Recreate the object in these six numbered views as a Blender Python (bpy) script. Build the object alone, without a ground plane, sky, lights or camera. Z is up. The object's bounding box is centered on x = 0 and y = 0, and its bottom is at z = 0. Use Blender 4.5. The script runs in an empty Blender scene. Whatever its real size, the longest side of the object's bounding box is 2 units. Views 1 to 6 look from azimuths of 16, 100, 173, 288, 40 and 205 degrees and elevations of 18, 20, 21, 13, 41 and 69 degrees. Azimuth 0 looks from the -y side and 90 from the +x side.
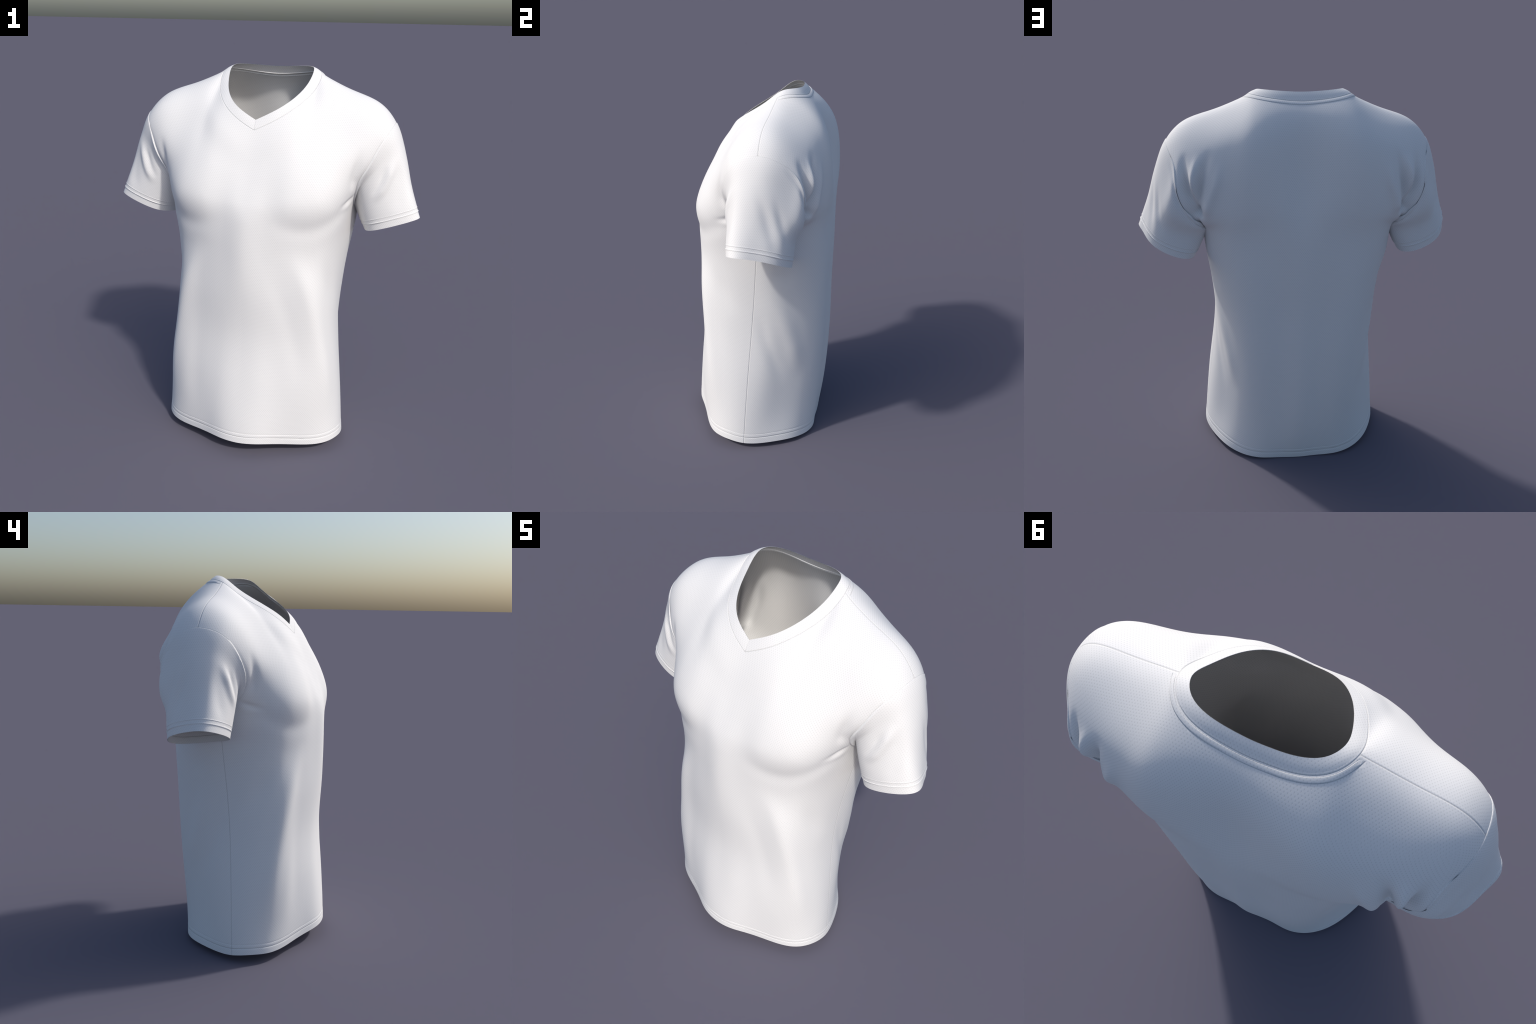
import bpy, bmesh, numpy as np
from mathutils import Vector

# ------------------------------------------------------------------ the pattern, as named profiles (metres)
# The shirt is symmetric: every table describes the wearer's +x half.
COLS = 7          # columns from the centre line to the side seam, per panel
ROWS = 12         # rows from the hem to the shoulder seam
ARMPIT = 6        # row in which the side seam ends
RINGS = 5         # sleeve rings between armhole and cuff
ROW_Z = (0.2, 0.42, 0.66, 0.9, 1.12)   # heights of the rows above the hem
ARMPIT_Z = 1.324
HEM_FRONT_Z = 0.073
HEM_SIDE_Z = 0.034
HEM_BACK_Z = 0.001   # the back hangs lowest
HEM_FRONT_WAVE = (0.006, 0.002, 0.003, 0.005, 0.011, 0.02)
HEM_BACK_WAVE = (-0.003, 0.002, 0.003, 0.005, 0.003, -0.003)
FRONT_Y = (-0.408, -0.402, -0.373, -0.346, -0.375, -0.386, -0.378, -0.361, -0.334, -0.309, -0.278, -0.245)   # profile of the front centre line, hem to neck
FRONT_Z = (1.38, 1.429, 1.48, 1.537, 1.611)
BACK_Y = (0.34, 0.379, 0.402, 0.411, 0.408, 0.414, 0.411, 0.385, 0.365, 0.348, 0.336, 0.304)   # profile of the back centre line
BACK_Z = (1.449, 1.562, 1.685, 1.809, 1.894)
SIDE_X = (0.504, 0.491, 0.466, 0.432, 0.429, 0.458, 0.475)   # side seam: half width
SIDE_Y = (-0.033, -0.024, -0.013, 0.002, 0.021, 0.037, 0.053)   # side seam: front to back
FRONT_SQUARE = (1.774, 1.991, 2.879, 3.532, 2.919, 2.001, 2.93)   # superellipse exponents
BACK_SQUARE = (2.427, 1.889, 2.005, 2.454, 2.936, 3.158, 3.496)
FRONT_BULGE = (
    (-0.001, -0.024, -0.022, 0.001, 0.025, 0.021),
    (-0.005, -0.022, -0.019, 0.001, 0.016, 0.012),
    (-0.015, -0.02, -0.013, 0.006, -0.003, -0.003),
    (-0.026, -0.019, -0.013, 0.002, 0.005, -0.004))   # outward, at hem, thigh, waist, armpit
BACK_BULGE = (
    (-0.012, 0.018, 0.014, -0.006, -0.025, -0.023),
    (-0.028, 0.014, 0.019, -0.013, -0.025, -0.01),
    (-0.027, -0.003, 0.009, -0.004, -0.01, 0.004),
    (-0.006, -0.016, -0.011, 0.004, 0.009, 0.025))
ARMHOLE_FRONT = (
    (0.5, -0.051, 1.391),
    (0.517, -0.102, 1.473),
    (0.568, -0.112, 1.548),
    (0.601, -0.086, 1.639),
    (0.657, -0.033, 1.726))   # armpit to shoulder
ARMHOLE_BACK = (
    (0.464, 0.251, 1.321),
    (0.565, 0.295, 1.421),
    (0.618, 0.316, 1.552),
    (0.607, 0.275, 1.663),
    (0.659, 0.179, 1.724))
NECK_V = (0.0, -0.198, 1.708)
NECK_BACK = (0.0, 0.248, 1.951)
NECK_POINT = (0.27, 0.12, 1.978)
SHOULDER_POINT = (0.667, 0.098, 1.75)
FRONT_NECK = (
    (0.11, -0.173, 1.76),
    (0.204, -0.099, 1.831),
    (0.256, 0.026, 1.892))   # V to neck point
BACK_NECK = (
    (0.074, 0.244, 1.956),
    (0.149, 0.239, 1.964),
    (0.228, 0.205, 1.976))
SHOULDER = ((0.409, 0.11, 1.91), (0.571, 0.097, 1.868))
CHEST_RELIEF = (
    (-0.013, -0.004, 0.007, 0.019, 0.02, 0.013),
    (-0.014, -0.007, 0.005, 0.014, 0.012, 0.005),
    (-0.014, -0.007, 0.004, 0.008, 0.004, -0.0),
    (-0.011, -0.006, -0.0, 0.001, -0.002, 0.001))   # forward, rows above the armpit
BACK_RELIEF = (
    (0.007, -0.012, -0.026, -0.03, -0.017, 0.016),
    (0.005, -0.002, -0.01, -0.023, -0.022, 0.005),
    (0.001, 0.002, 0.0, -0.006, -0.013, -0.011),
    (-0.005, 0.0, 0.01, 0.021, 0.008, -0.024))   # backward
CUFF = (
    (0.672, 0.087, 1.23),
    (0.15, -0.064, 0.061),
    (-0.031, -0.148, 0.008),
    (-0.001, 0.009, 0.002),
    (0.008, 0.018, -0.003),
    (-0.001, -0.0, -0.002),
    (0.021, -0.002, 0.007))   # cuff ring: centre and harmonics
SLEEVE_START = (
    (0.131, 0.051, -0.293),
    (0.058, 0.074, -0.015),
    (-0.164, 0.068, 0.08),
    (0.096, 0.102, -0.243))   # tangents at the top, front, armpit and back of the armhole
SLEEVE_END = (0.105, 0.025, -0.254)
SLEEVE_BULGE = (
    (-0.001, -0.005, -0.014, -0.014, -0.015, -0.017, -0.016, 0.005, -0.001, -0.015, -0.025, -0.017),
    (-0.003, -0.0, -0.01, 0.0, -0.004, -0.019, -0.008, -0.013, -0.014, 0.002, -0.007, -0.001),
    (-0.01, -0.005, -0.011, 0.002, -0.001, -0.013, -0.0, -0.007, -0.02, -0.013, -0.002, -0.0),
    (-0.003, -0.003, -0.001, -0.002, -0.003, -0.0, 0.004, 0.005, 0.001, 0.008, 0.017, 0.007))
NECK_RIM = (
    (0.0, -0.17, 1.755),
    (0.11, -0.144, 1.809),
    (0.182, -0.056, 1.868),
    (0.216, 0.05, 1.928),
    (0.226, 0.124, 1.997),
    (0.194, 0.183, 2.0),
    (0.129, 0.209, 1.997),
    (0.062, 0.215, 1.993),
    (0.0, 0.218, 1.991))   # upper edge of the collar, V to back
COLLAR_BULGE = (0.002, 0.002, 0.002, 0.003, 0.005, 0.003, 0.002, 0.002, 0.002)
THICKNESS = .003
SEAM_WIDTH, SEAM_DEPTH = .0018, .0017
STITCH_WIDTH = .0019
HEM_STITCH = CUFF_STITCH = (.036, .056)
TAPE_STITCH = (.022,)
DOT_PITCH = (.0102, .0144)
DOT_SHADE = .86
FABRIC_ROUGHNESS, FABRIC_SPECULAR = .85, .2
OUTSIDE, INSIDE = (.785, .785, .785), (.785, .785, .785)
SLEEVE_TILT = .4
LABEL = 'white short-sleeved V-neck t-shirt, worn shape without a wearer'
SEAM_SHADOW_COLOUR = (.66, .66, .66)  # fabric white darkened to paint shadow into the seam and stitch grooves


# ------------------------------------------------------------------ cage
def section(row, centre_y, squareness, bulge, facing):
    """One half cross-section of a panel: superellipse from centre line to side seam, equal spacing, plus bulges."""
    sx, sy = SIDE_X[row], SIDE_Y[row]
    a = np.linspace(0, np.pi / 2, 200)
    X = sx * np.sin(a) ** (2 / squareness)
    Y = sy + (centre_y - sy) * np.maximum(np.cos(a), 0) ** (2 / squareness)
    L = np.concatenate([[0], np.cumsum(np.hypot(np.diff(X), np.diff(Y)))])
    t = np.linspace(0, 1, COLS + 1)
    x, y = np.interp(t, L / L[-1], X), np.interp(t, L / L[-1], Y)
    o = np.array([np.interp(row, [0, 2, 4, 6], [b[q] for b in bulge]) for q in range(COLS - 1)])
    tx, ty = np.gradient(x), np.gradient(y)
    l = np.hypot(tx, ty)
    x[1:-1] += o * (facing * ty / l)[1:-1]
    y[1:-1] += o * (-facing * tx / l)[1:-1]
    return x, y

def panel(centre_y, centre_z, squareness, bulge, hem_centre, hem_wave, top, arm, relief, facing):
    t = np.linspace(0, 1, COLS + 1)
    rows_z = [0] + list(ROW_Z) + [ARMPIT_Z]
    g = np.zeros((ROWS + 1, COLS + 1, 3))
    for i in range(ARMPIT + 1):
        x, y = section(i, centre_y[i], squareness[i], bulge, facing)
        z = np.full(COLS + 1, float(rows_z[i]))
        if i == 0:
            w = np.sin(t * np.pi / 2) ** 2
            z = hem_centre * (1 - w) + HEM_SIDE_Z * w
            z[1:-1] += hem_wave
        g[i] = np.stack([x, y, z], 1)
    g[ROWS] = top
    up = ROWS - ARMPIT
    left, right = np.zeros((up + 1, 3)), np.zeros((up + 1, 3))
    left[0], left[up], right[0], right[up] = g[ARMPIT, 0], g[ROWS, 0], g[ARMPIT, COLS], g[ROWS, COLS]
    left[1:up, 1], left[1:up, 2] = centre_y[7:], centre_z
    right[1:up] = arm
    bot = g[ARMPIT]
    tt = t[:, None]
    for r in range(1, up):                          # Coons patch between armpit row, shoulder row, centre line, armhole
        v = r / up
        lr = (1 - tt) * left[r] + tt * right[r]
        bl = (1 - v) * ((1 - tt) * bot[0] + tt * bot[-1]) + v * ((1 - tt) * g[ROWS, 0] + tt * g[ROWS, -1])
        g[ARMPIT + r] = (1 - v) * bot + v * g[ROWS] + lr - bl
    for r in range(1, 5):
        g[ARMPIT + r, 1:COLS, 1] -= facing * np.array(relief[r - 1])
    return g

def build_cage():
    A = np.array
    shoulder = [NECK_POINT] + list(SHOULDER) + [SHOULDER_POINT]
    front = panel(A(FRONT_Y), A(FRONT_Z), FRONT_SQUARE, FRONT_BULGE, HEM_FRONT_Z, HEM_FRONT_WAVE,
                  A([NECK_V] + list(FRONT_NECK) + shoulder), A(ARMHOLE_FRONT), CHEST_RELIEF, 1)
    back = panel(A(BACK_Y), A(BACK_Z), BACK_SQUARE, BACK_BULGE, HEM_BACK_Z, HEM_BACK_WAVE,
                 A([NECK_BACK] + list(BACK_NECK) + shoulder), A(ARMHOLE_BACK), BACK_RELIEF, -1)
    V, ids, faces, tags = [], {}, [], []
    def vid(key, p):
        if key not in ids:
            ids[key] = len(V); V.append(p)
        return ids[key]
    def F(i, j): return vid(('F', i, j), front[i, j])
    def B(i, j):
        if j == COLS and i <= ARMPIT or i == ROWS and j >= 4: return F(i, j)
        return vid(('B', i, j), back[i, j])
    for i in range(ROWS):
        for j in range(COLS):
            faces.append([F(i, j), F(i, j + 1), F(i + 1, j + 1), F(i + 1, j)]); tags.append(0)
            faces.append([B(i, j + 1), B(i, j), B(i + 1, j), B(i + 1, j + 1)]); tags.append(1)
    ring = [F(ROWS - m, COLS) for m in range(ARMPIT + 1)] + [B(ARMPIT + m, COLS) for m in range(1, ARMPIT)]
    n = len(ring)
    P0 = A([V[k] for k in ring])
    ph = np.arange(n) * 2 * np.pi / n
    cuff = sum(np.outer(f, A(v)) for f, v in zip(
        (np.ones(n), np.cos(ph), np.sin(ph), np.cos(2 * ph), np.sin(2 * ph), np.cos(3 * ph), np.sin(3 * ph)), CUFF))
    T0 = np.stack([np.interp(np.arange(n), [0, 3, 6, 9, 12], [SLEEVE_START[k % 4][q] for k in range(5)]) for q in range(3)], 1)
    rings = [ring]
    for k in range(1, RINGS + 1):                   # Hermite sleeve from armhole to cuff
        s = k / RINGS
        R = ((2*s**3 - 3*s**2 + 1) * P0 + (s**3 - 2*s**2 + s) * T0 * 1.5 + (3*s**2 - 2*s**3) * cuff
             + (s**3 - s**2) * A(SLEEVE_END) * 1.5)
        if k < RINGS:
            d = R - R.mean(0); d /= np.linalg.norm(d, axis=1)[:, None]
            R = R + d * A(SLEEVE_BULGE[k - 1])[:, None]
        cur = [vid(('S', k, m), R[m]) for m in range(n)]
        for m in range(n):
            faces.append([cur[m], cur[(m + 1) % n], rings[-1][(m + 1) % n], rings[-1][m]]); tags.append(2)
        rings.append(cur)
    seam = [F(ROWS, j) for j in range(5)] + [B(ROWS, j) for j in (3, 2, 1, 0)]
    S0, rim = A([V[k] for k in seam]), A(NECK_RIM)
    mid = (S0 + rim) / 2
    d = mid - A([0, .05, mid[:, 2].mean() - .1]); d[[0, -1], 0] = 0; d /= np.linalg.norm(d, axis=1)[:, None]
    mid = mid + d * A(COLLAR_BULGE)[:, None]
    collar = [seam]
    for r, pts in ((1, mid), (2, rim)):
        cur = [vid(('C', r, o), pts[o]) for o in range(9)]
        for o in range(8):
            faces.append([collar[-1][o], collar[-1][o + 1], cur[o + 1], cur[o]]); tags.append(3)
        collar.append(cur)
    # mirror
    V = A(V, float)
    mid_ids = {i for k, i in ids.items() if (k[0] in 'FB' and k[2] == 0) or (k[0] == 'C' and k[2] in (0, 8))}
    mp, nn = {}, len(V)
    for i in range(len(V)):
        if i in mid_ids: mp[i] = i; V[i, 0] = 0
        else: mp[i] = nn; nn += 1
    W = V[[i for i in range(len(V)) if i not in mid_ids]] * A([-1, 1, 1])
    right = len(faces)
    faces += [[mp[v] for v in f][::-1] for f in faces]
    tags = tags + [4 if t == 2 else t for t in tags]
    V = np.vstack([V, W])
    def both(l): return l, [mp[v] for v in l]
    def loop(l): return l + [mp[v] for v in l[::-1][1:]]
    curves = {'hem': loop([F(0, j) for j in range(COLS + 1)] + [B(0, j) for j in range(COLS - 1, -1, -1)]),
              'neck_seam': loop(seam), 'neck_rim': loop(collar[2]), 'mitre': [c[0] for c in collar]}
    for nm, l in (('armhole', rings[0] + rings[0][:1]), ('cuff', rings[-1] + rings[-1][:1]),
                  ('side', [F(i, COLS) for i in range(ARMPIT + 1)]), ('shoulder', [F(ROWS, j) for j in range(4, COLS + 1)])):
        curves[nm + '+'], curves[nm + '-'] = both(l)
    creases = curves['neck_seam'], curves['mitre']
    return V, np.array(faces), np.array(tags), curves, creases, {collar[0][0], collar[2][0]}

# ------------------------------------------------------------------ Catmull-Clark that keeps track of the seams
def key(a, b, n): return np.minimum(a, b) * n + np.maximum(a, b)

def subdivide(V, F, T, curves, creases, corners):
    n, nf = len(V), len(F)
    a, b = F, np.roll(F, -1, 1)
    k = key(a.astype(np.int64), b, n)
    uk, inv, cnt = np.unique(k, return_inverse=True, return_counts=True)
    inv = inv.reshape(k.shape)
    e0, e1 = uk // n, uk % n
    sharp = cnt == 1
    for c in creases:
        c = np.array(c, np.int64)
        sharp[np.searchsorted(uk, key(c[:-1], c[1:], n))] = True
    FP = V[F].mean(1)
    EP = (V[e0] + V[e1]) / 2
    fs = np.zeros_like(EP)
    for q in range(4): np.add.at(fs, inv[:, q], FP)
    EP = np.where(sharp[:, None], EP, EP / 2 + fs / 4)
    val = np.zeros(n); sumE = np.zeros_like(V); sumF = np.zeros_like(V); nF = np.zeros(n); ns = np.zeros(n); sumS = np.zeros_like(V)
    for p, q in ((e0, e1), (e1, e0)):
        np.add.at(val, p, 1); np.add.at(sumE, p, V[q])
        np.add.at(ns, p[sharp], 1); np.add.at(sumS, p[sharp], V[q[sharp]])
    for q in range(4): np.add.at(sumF, F[:, q], FP); np.add.at(nF, F[:, q], 1)
    v = val[:, None]
    NV = (v - 3) / v * V + (sumF / nF[:, None]) / v + (V + sumE / v) / v
    crease = ns == 2
    NV[crease] = .75 * V[crease] + .125 * sumS[crease]
    fix = ns >= 3
    fix[list(corners)] = True
    NV[fix] = V[fix]
    ne = len(uk)
    E, C = n + inv, n + ne + np.arange(nf)
    NF = np.stack([np.stack([F[:, q], E[:, q], C, E[:, q - 1]], 1) for q in range(4)], 1).reshape(-1, 4)
    def refine(c):
        c = np.array(c, np.int64)
        m = n + np.searchsorted(uk, key(c[:-1], c[1:], n))
        o = np.empty(len(c) * 2 - 1, np.int64); o[0::2] = c; o[1::2] = m
        return o
    return np.vstack([NV, EP, FP]), NF, np.repeat(T, 4), {q: refine(c) for q, c in curves.items()}, [refine(c) for c in creases], corners

def normals(V, F):
    n = np.cross(V[F[:, 2]] - V[F[:, 0]], V[F[:, 3]] - V[F[:, 1]])
    N = np.zeros_like(V)
    for q in range(4): np.add.at(N, F[:, q], n)
    return N / (np.linalg.norm(N, axis=1)[:, None] + 1e-12)

def smooth01(x): x = np.clip(x, 0, 1); return x * x * (3 - 2 * x)

def along(P, line):
    """distance of points P to a polyline, and where along it (0..1) the nearest point lies"""
    line = np.asarray(line, float)
    A, D = line[:-1], np.diff(line, axis=0)
    L = np.linalg.norm(D, axis=1) + 1e-9
    cum = np.concatenate([[0], np.cumsum(L)])
    best = np.full(len(P), 1e9); where = np.zeros(len(P))
    for s in range(len(A)):
        t = np.clip(((P - A[s]) @ D[s]) / L[s]**2, 0, 1)
        d = np.linalg.norm(P - A[s] - t[:, None] * D[s], axis=1)
        m = d < best
        best[m] = d[m]; where[m] = (cum[s] + t[m] * L[s]) / cum[-1]
    return best, where

def spline(pts, n=24):
    """Catmull-Rom through a few hand-placed points"""
    p = np.asarray(pts, float); p = np.vstack([2 * p[0] - p[1], p, 2 * p[-1] - p[-2]])
    out = []
    for i in range(1, len(p) - 2):
        for t in np.linspace(0, 1, n, endpoint=False):
            out.append(.5 * (2*p[i] + (p[i+1]-p[i-1])*t + (2*p[i-1]-5*p[i]+4*p[i+1]-p[i+2])*t*t + (-p[i-1]+3*p[i]-3*p[i+1]+p[i+2])*t**3))
    return np.array(out + [p[-2]])

# ------------------------------------------------------------------ folds and body forms
# (name, line along the surface, half width, height along the normal, fade-in share at its start, at its end)
FOLDS = [
    # chest: lower edge of the pectoral, sternum
    ('pectoral swell', ((.13, -.37, 1.41), (.22, -.37, 1.365), (.33, -.32, 1.36), (.43, -.22, 1.40)), .06, .004, .3, .3),
    ('pectoral undercut', ((.10, -.36, 1.34), (.20, -.34, 1.265), (.33, -.29, 1.25), (.43, -.20, 1.30), (.49, -.07, 1.37)), .045, -.0055, .4, .25),
    ('sternum', ((0, -.30, 1.60), (0, -.37, 1.44), (0, -.37, 1.28)), .05, -.006, .4, .4),
    ('underarm tuck', ((.43, -.20, 1.35), (.47, -.11, 1.37), (.50, -.04, 1.40)), .013, -.007, .6, .4),
    ('underarm roll', ((.44, -.18, 1.33), (.48, -.08, 1.345), (.50, -.03, 1.365)), .016, .003, .6, .4),
    ('chest groove by the armhole', ((.525, -.10, 1.65), (.508, -.13, 1.58), (.498, -.14, 1.50), (.49, -.11, 1.42)), .022, -.010, .5, .3),
    # front drape: a corner runs from under the chest out to the hem
    ('front corner', ((.21, -.33, 1.17), (.27, -.31, 1.06), (.32, -.29, .94), (.385, -.255, .68), (.42, -.22, .40), (.43, -.2, .15)), .05, .012, .25, .4),
    ('front plateau', ((.09, -.36, 1.14), (.09, -.35, .9), (.09, -.355, .6), (.10, -.38, .2)), .07, .003, .4, .3),
    ("front hollow, wearer's right", ((-.18, -.34, 1.10), (-.23, -.33, .92), (-.26, -.31, .70), (-.27, -.31, .45), (-.27, -.31, .12)), .065, -.006, .4, .3),
    ("front hollow, wearer's left", ((.13, -.34, 1.16), (.18, -.33, .97), (.24, -.31, .76), (.30, -.29, .5), (.32, -.29, .25)), .055, -.0065, .35, .4),
    ('side hollow', ((.36, -.22, 1.12), (.40, -.16, .95), (.43, -.08, .78)), .05, -.007, .5, .5),
    # back: pleats fanning up from the armpit
    ('back pleat', ((.565, .267, 1.74), (.573, .298, 1.647), (.561, .324, 1.567), (.537, .328, 1.48), (.512, .315, 1.39)), .022, -.044, .6, .1),
    ('back pleat', ((.440, .323, 1.76), (.480, .336, 1.643), (.502, .341, 1.559), (.510, .338, 1.489), (.508, .325, 1.40)), .021, -.044, .7, .1),
    ('back pleat crest', ((.505, .312, 1.74), (.530, .331, 1.6), (.528, .337, 1.527), (.514, .329, 1.42)), .02, .02, .5, .12),
    ('back pleat crest', ((.39, .354, 1.71), (.420, .356, 1.59), (.452, .349, 1.50), (.478, .331, 1.41)), .026, .014, .5, .2),
    ('armpit slit', ((.520, .33, 1.45), (.506, .30, 1.40), (.493, .245, 1.33)), .016, -.012, .4, .4),
    ('sleeve head roll', ((.64, .20, 1.70), (.628, .284, 1.607), (.618, .305, 1.551), (.597, .309, 1.488), (.55, .294, 1.405)), .014, .008, .5, .3),
    # back drape
    ('flank swell', ((.47, .13, 1.27), (.45, .20, 1.20), (.41, .26, 1.15), (.34, .31, 1.14)), .05, .006, .4, .5),
    ('flank hollow', ((.44, .11, 1.10), (.42, .18, 1.05), (.38, .25, 1.02)), .045, -.005, .4, .5),
    ('waist fold', ((.437, .10, 1.0), (.41, .165, .84), (.381, .209, .682), (.354, .244, .528), (.35, .25, .40)), .05, .010, .5, .35),
    ('waist hollow', ((.431, .036, .88), (.428, .085, .66), (.41, .14, .50), (.39, .18, .36)), .035, -.005, .4, .4),
    # sleeve
    ('sleeve front fold', ((.675, -.026, 1.60), (.655, -.048, 1.511), (.632, -.055, 1.44), (.59, -.058, 1.365)), .020, -.012, .4, .3),
    ('sleeve front crest', ((.64, -.05, 1.56), (.612, -.058, 1.48), (.578, -.057, 1.39)), .014, .008, .4, .3),
    ('sleeve outer crest', ((.69, -.016, 1.605), (.705, -.027, 1.514), (.718, -.039, 1.428), (.71, -.055, 1.30)), .035, .005, .4, .3),
    ('sleeve back crest', ((.70, .08, 1.64), (.727, .138, 1.47), (.73, .19, 1.26)), .026, .005, .5, .2),
    ('sleeve back crest', ((.696, .17, 1.58), (.694, .206, 1.447), (.675, .23, 1.29)), .02, .0035, .5, .2),
    ('sleeve back fold', ((.715, .14, 1.57), (.712, .178, 1.45), (.70, .215, 1.30)), .018, -.002, .5, .3),
]
def relief(V, N, F, T, curves):
    move = np.zeros(len(V))
    for name, line, width, height, f0, f1 in FOLDS:
        P = V.copy()
        if 'wearer' not in name: P[:, 0] = np.abs(P[:, 0])      # most folds come in pairs
        line = spline(line, 8)
        lo, hi = line.min(0) - 3 * width, line.max(0) + 3 * width
        idx = np.where(((P > lo) & (P < hi)).all(1))[0]
        d, t = along(P[idx], line)
        move[idx] += height * np.exp(-(d / width)**2) * smooth01(t / max(f0, 1e-3)) * smooth01((1 - t) / max(f1, 1e-3))
    for side in '+-':                                           # the sleeve is set in with a shallow crease
        line = V[curves['armhole' + side]][::4]
        idx = np.where(((V > line.min(0) - .06) & (V < line.max(0) + .06)).all(1))[0]
        d, t = along(V[idx], line)
        low = smooth01((1.70 - V[idx, 2]) / .12)               # fades out over the top of the shoulder
        move[idx] -= low * .003 * np.exp(-(d / .011)**2)
    return V + N * move[:, None]


# ------------------------------------------------------------------ cut the mesh along a level line
def cut(V, polys, tags, f, w=None, extra=None):
    """split every polygon that the line f = 0 crosses; new vertices are put on the line"""
    f = f.copy(); f[np.abs(f) < 2e-4] = 0
    V = list(V); new = {}; f = list(f)
    if extra is not None: extra = list(extra)
    out, ot = [], []
    sg = np.sign(np.array(f))
    for p, t in zip(polys, tags):
        s = sg[p]
        if s.min() >= 0 or s.max() <= 0:
            out.append(p); ot.append(t); continue
        q = []
        for a, b in zip(p, np.roll(p, -1)):
            q.append(int(a))
            if f[a] * f[b] < 0:
                k = (min(a, b), max(a, b))
                if k not in new:
                    r = f[k[0]] / (f[k[0]] - f[k[1]])
                    new[k] = len(V); V.append(V[k[0]] * (1 - r) + V[k[1]] * r); f.append(0.0)
                    if extra is not None: extra.append(extra[k[0]] * (1 - r) + extra[k[1]] * r)
                q.append(new[k])
        z = [i for i, v in enumerate(q) if f[v] == 0]
        if len(z) != 2: out.append(q); ot.append(t); continue
        i, j = z
        for part in (q[i:j + 1], q[j:] + q[:i + 1]):
            if len(part) > 2: out.append(part); ot.append(t)
    return np.array(V), out, np.array(ot), np.array(f), (None if extra is None else np.array(extra))
# ------------------------------------------------------------------ materials
def fabric(name, colour, tilt=0.0, dots=True):
    m = bpy.data.materials.new(name); m.use_nodes = True
    nt = m.node_tree; N, L = nt.nodes, nt.links
    bsdf = N['Principled BSDF']
    bsdf.inputs['Roughness'].default_value = FABRIC_ROUGHNESS
    bsdf.inputs['Specular IOR Level'].default_value = FABRIC_SPECULAR
    def math(op, a, b=None, c=None):
        n = N.new('ShaderNodeMath'); n.operation = op
        for i, v in enumerate((a, b, c)):
            if v is None: continue
            if isinstance(v, (int, float)): n.inputs[i].default_value = v
            else: L.new(v, n.inputs[i])
        return n.outputs[0]
    co = N.new('ShaderNodeTexCoord')
    mp = N.new('ShaderNodeMapping'); mp.inputs['Rotation'].default_value = (0, tilt, 0)
    L.new(co.outputs['Object'], mp.inputs['Vector'])
    nm = N.new('ShaderNodeMapping'); nm.vector_type = 'NORMAL'; nm.inputs['Rotation'].default_value = (0, tilt, 0)
    geo = N.new('ShaderNodeNewGeometry'); L.new(geo.outputs['Normal'], nm.inputs['Vector'])
    p = N.new('ShaderNodeSeparateXYZ'); L.new(mp.outputs[0], p.inputs[0])
    q = N.new('ShaderNodeSeparateXYZ'); L.new(nm.outputs[0], q.inputs[0])
    # knitted dots, projected from front, side and top
    def lattice(u, v):
        a = math('COSINE', math('MULTIPLY', u, 2 * np.pi / DOT_PITCH[0]))
        b = math('COSINE', math('MULTIPLY', v, 2 * np.pi / DOT_PITCH[1]))
        r = N.new('ShaderNodeMapRange'); r.interpolation_type = 'SMOOTHSTEP'
        r.inputs['From Min'].default_value = .3; r.inputs['From Max'].default_value = .95
        L.new(math('MULTIPLY', a, b), r.inputs['Value'])
        return r.outputs[0]
    w = [math('POWER', math('ABSOLUTE', q.outputs[i]), 10.0) for i in range(3)]
    tot = math('ADD', math('ADD', w[0], w[1]), math('ADD', w[2], 1e-4))
    d = [lattice(p.outputs[1], p.outputs[2]), lattice(p.outputs[0], p.outputs[2]), lattice(p.outputs[0], p.outputs[1])]
    dot = math('DIVIDE', math('ADD', math('ADD', math('MULTIPLY', d[0], w[0]), math('MULTIPLY', d[1], w[1])), math('MULTIPLY', d[2], w[2])), tot)
    noise = N.new('ShaderNodeTexNoise'); noise.inputs['Scale'].default_value = 60; noise.inputs['Detail'].default_value = 4
    L.new(co.outputs['Object'], noise.inputs['Vector'])
    fleck = math('MULTIPLY', dot, math('MULTIPLY_ADD', noise.outputs['Fac'], .8, .6))
    mix = N.new('ShaderNodeMix'); mix.data_type = 'RGBA'
    L.new(fleck, mix.inputs['Factor'])
    mix.inputs['A'].default_value = (*colour, 1)
    mix.inputs['B'].default_value = (*[c * DOT_SHADE for c in colour], 1)
    L.new(mix.outputs['Result'], bsdf.inputs['Base Color'])
    bump = N.new('ShaderNodeBump'); bump.inputs['Strength'].default_value = .1; bump.inputs['Distance'].default_value = .002
    L.new(math('SUBTRACT', 1.0, dot), bump.inputs['Height'])
    L.new(bump.outputs[0], bsdf.inputs['Normal'])
    return m

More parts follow.
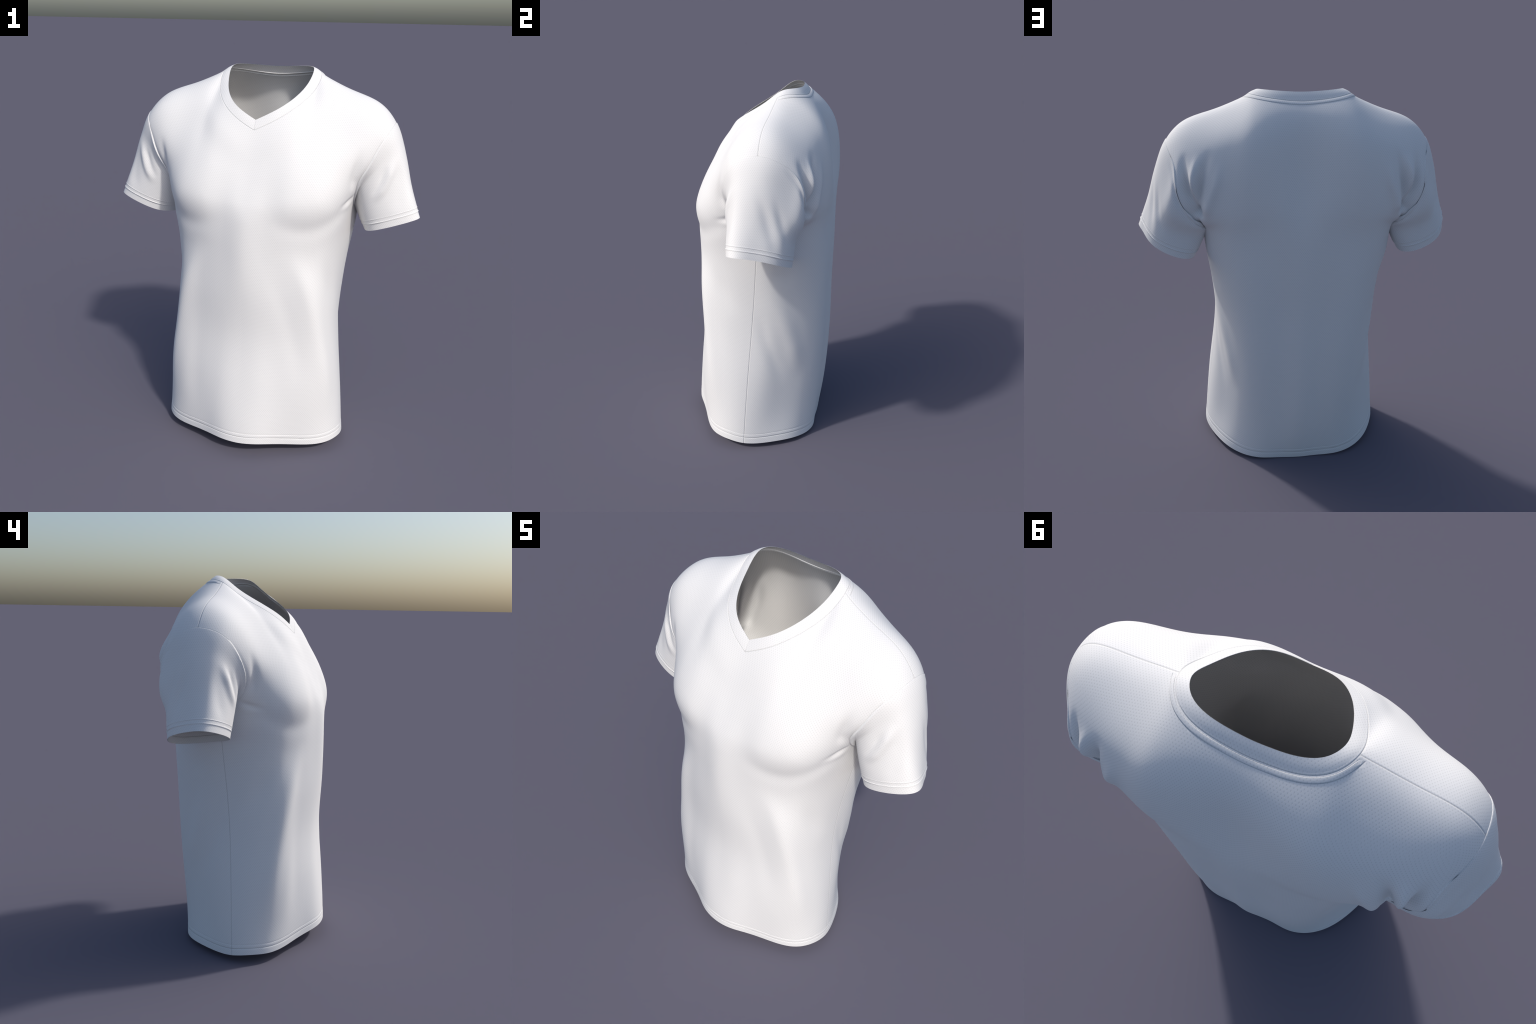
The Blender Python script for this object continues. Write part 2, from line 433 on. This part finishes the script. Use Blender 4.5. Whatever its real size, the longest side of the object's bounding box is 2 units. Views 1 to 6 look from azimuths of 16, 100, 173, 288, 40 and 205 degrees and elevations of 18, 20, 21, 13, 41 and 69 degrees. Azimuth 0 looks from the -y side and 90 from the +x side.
# ------------------------------------------------------------------ assembly
def main():
    V, F, T, curves, creases, corners = build_cage()
    for _ in range(4):
        V, F, T, curves, creases, corners = subdivide(V, F, T, curves, creases, corners)
    N = normals(V, F)
    V = relief(V, N, F, T, curves)
    N = normals(V, F)

    # distances to the edges and seams, only where they matter
    def near(curve, reach, mask=None):
        d = np.full(len(V), 1.0)
        line = V[curves[curve]]
        lo, hi = line.min(0) - reach, line.max(0) + reach
        m = ((V > lo) & (V < hi)).all(1)
        if mask is not None: m &= mask
        idx = np.where(m)[0]
        if len(line) > 120: line = line[::2] if (line[0] == line[-1]).all() else np.vstack([line[::2], line[-1:]])
        d[idx] = along(V[idx], line)[0]
        return d
    vt = np.zeros((len(V), 5), bool)
    for q in range(4): vt[F[:, q], T] = True
    body, sleeve = vt[:, 0] | vt[:, 1], vt[:, 2] | vt[:, 4]
    hem = near('hem', .12)
    cuff = np.minimum(near('cuff+', .1, sleeve), near('cuff-', .1, sleeve))
    tape = np.where(vt[:, 1] & ~vt[:, 0] | vt[:, 3], near('neck_seam', .06, vt[:, 1] & ~vt[:, 3]), 1.0)
    polys, tags = [list(f) for f in F.tolist()], T
    shoulder = np.minimum(near('shoulder+', .05), near('shoulder-', .05))
    fields = np.stack([hem, cuff, tape, *N.T], 1)
    sink = np.zeros(len(V))
    # seams first: their vertices already lie on mesh edges
    seam_d = np.full(len(V), 1.0)
    for c in ('armhole+', 'armhole-', 'side+', 'side-', 'shoulder+', 'shoulder-', 'neck_seam'):
        seam_d = np.minimum(seam_d, near(c, .03))
    for c in ('armhole+', 'armhole-', 'side+', 'side-', 'shoulder+', 'shoulder-', 'neck_seam'):
        seam_d[curves[c]] = 0
    seam_d[curves['mitre']] = np.minimum(seam_d[curves['mitre']], .0004)
    fields = np.column_stack([fields, seam_d, shoulder])
    def level(col, value):
        nonlocal V, polys, tags, fields
        f0 = fields[:, col] - value
        V, polys, tags, f, fields = cut(V, polys, tags, f0, extra=fields)
        fields[np.abs(f) < 1e-9, col] = value
    level(6, SEAM_WIDTH)
    level(6, SEAM_WIDTH * 3)
    for col, lines in ((0, HEM_STITCH), (1, CUFF_STITCH), (2, TAPE_STITCH)):
        for v in lines:
            for o in (-STITCH_WIDTH, 0, STITCH_WIDTH): level(col, v + o)
    hem, cuff, tape, seam_d = fields[:, 0], fields[:, 1], fields[:, 2], fields[:, 6]
    nrm = fields[:, 3:6] / np.linalg.norm(fields[:, 3:6], axis=1)[:, None]
    lift = -SEAM_DEPTH * np.clip(1 - seam_d / SEAM_WIDTH, 0, 1) + .0003 * smooth01(1 - np.abs(seam_d / SEAM_WIDTH - 2.2) / 1.5)
    for d, lines, depths in ((hem, HEM_STITCH, (.0022, .0012)), (cuff, CUFF_STITCH, (.0022, .0012)), (tape, TAPE_STITCH, (.0016,))):
        for v, dep in zip(lines, depths): lift -= dep * np.clip(1 - np.abs(d - v) / STITCH_WIDTH, 0, 1)
    a, b = HEM_STITCH
    for d in (hem, cuff): lift += .0015 * (smooth01((a - d) / .004) + .55 * smooth01((b - d) / .004) * smooth01((d - a) / .003))
    lift += .0024 * np.sqrt(np.clip(1 - ((tape - TAPE_STITCH[0] / 2) / (TAPE_STITCH[0] / 2))**2, 0, 1)) * (tape < TAPE_STITCH[0]) * smooth01(fields[:, 7] / .03)
    V = V + nrm * lift[:, None]

    # whole-shirt vertex normals
    N = np.zeros_like(V)
    for p in polys:
        q = V[p]; o = q[0]
        n = np.cross(q[1:-1] - o, q[2:] - o).sum(0)
        N[p] += n
    N /= np.linalg.norm(N, axis=1)[:, None] + 1e-12

    # the collar is a band of its own: shade it apart from the body, so that its seam stays crisp
    NC = np.zeros_like(V)
    NB = np.zeros_like(V)
    for p, t in zip(polys, tags):
        q = V[p]; o = q[0]
        (NC if t == 3 else NB)[p] += np.cross(q[1:-1] - o, q[2:] - o).sum(0)
    NC, NB = (m / (np.linalg.norm(m, axis=1)[:, None] + 1e-12) for m in (NC, NB))

    kinds = tags.copy()
    groove = np.array([max(seam_d[v] for v in p) <= SEAM_WIDTH * 1.05 and np.mean([seam_d[v] for v in p]) < SEAM_WIDTH * .8 for p in polys])
    for d, line in ((hem, HEM_STITCH[0]), (cuff, CUFF_STITCH[0]), (tape, TAPE_STITCH[0])):
        groove |= np.array([max(abs(d[v] - line) for v in p) <= STITCH_WIDTH * 1.05 for p in polys])
    hem_in = np.array([hem[p].mean() < HEM_STITCH[0] for p in polys])
    cuff_in = np.array([cuff[p].mean() < CUFF_STITCH[0] for p in polys])
    kinds[hem_in & (tags < 2)] = 5
    kinds[cuff_in & (tags == 2)] = 6
    kinds[cuff_in & (tags == 4)] = 7

    # open borders of the shirt
    count = {}
    for p in polys:
        for i, j in zip(p, p[1:] + p[:1]):
            k = (min(i, j), max(i, j)); count[k] = count.get(k, 0) + 1
    border = {k for k, c in count.items() if c == 1}

    shirt = bpy.data.objects.new('t_shirt', None)
    bpy.context.collection.objects.link(shirt)
    shirt['label'] = LABEL; shirt['category'] = 't-shirt'
    mats = {t: fabric('white_knit_fabric' if t == 0 else 'white_knit_fabric_sleeve', OUTSIDE, t) for t in (0.0, SLEEVE_TILT, -SLEEVE_TILT)}
    groove_shadow = fabric('painted_groove_shadow', SEAM_SHADOW_COLOUR)
    lining = fabric('inside_of_fabric', INSIDE)
    made = {}
    for kind, name, tilt, parent in ((0, 'front_panel', 0.0, None), (1, 'back_panel', 0.0, None), (2, 'sleeve', SLEEVE_TILT, None), (4, 'sleeve', -SLEEVE_TILT, None),
                                     (3, 'collar', 0.0, None), (5, 'bottom_hem', 0.0, None), (6, 'cuff', SLEEVE_TILT, 2), (7, 'cuff', -SLEEVE_TILT, 4)):
        which = np.where(kinds == kind)[0]
        mine = [polys[i] for i in which]
        used = sorted({v for p in mine for v in p})
        at = {v: i for i, v in enumerate(used)}
        n = len(used)
        shade = NC if kind == 3 else NB
        out = [[at[v] for v in p] for p in mine]
        inner = [[at[v] + n for v in p[::-1]] for p in mine]
        rim = []
        for p in mine:
            for i, j in zip(p, p[1:] + p[:1]):
                if (min(i, j), max(i, j)) in border: rim.append([at[j], at[i], at[i] + n, at[j] + n])
        verts = np.vstack([V[used], V[used] - N[used] * THICKNESS])
        me = bpy.data.meshes.new(name)
        me.from_pydata(verts.tolist(), [], out + inner + rim)
        me.materials.append(mats[tilt]); me.materials.append(lining); me.materials.append(groove_shadow)
        me.polygons.foreach_set('material_index', [2 if groove[i] else 0 for i in which] + [1] * len(inner) + [0] * len(rim))
        me.polygons.foreach_set('use_smooth', [True] * len(me.polygons))
        me.update()
        me.normals_split_custom_set_from_vertices(np.vstack([shade[used], -shade[used]]).tolist())
        ob = bpy.data.objects.new(name, me)
        bpy.context.collection.objects.link(ob)
        ob.parent = made.get(parent, shirt)
        made[kind] = ob

main()
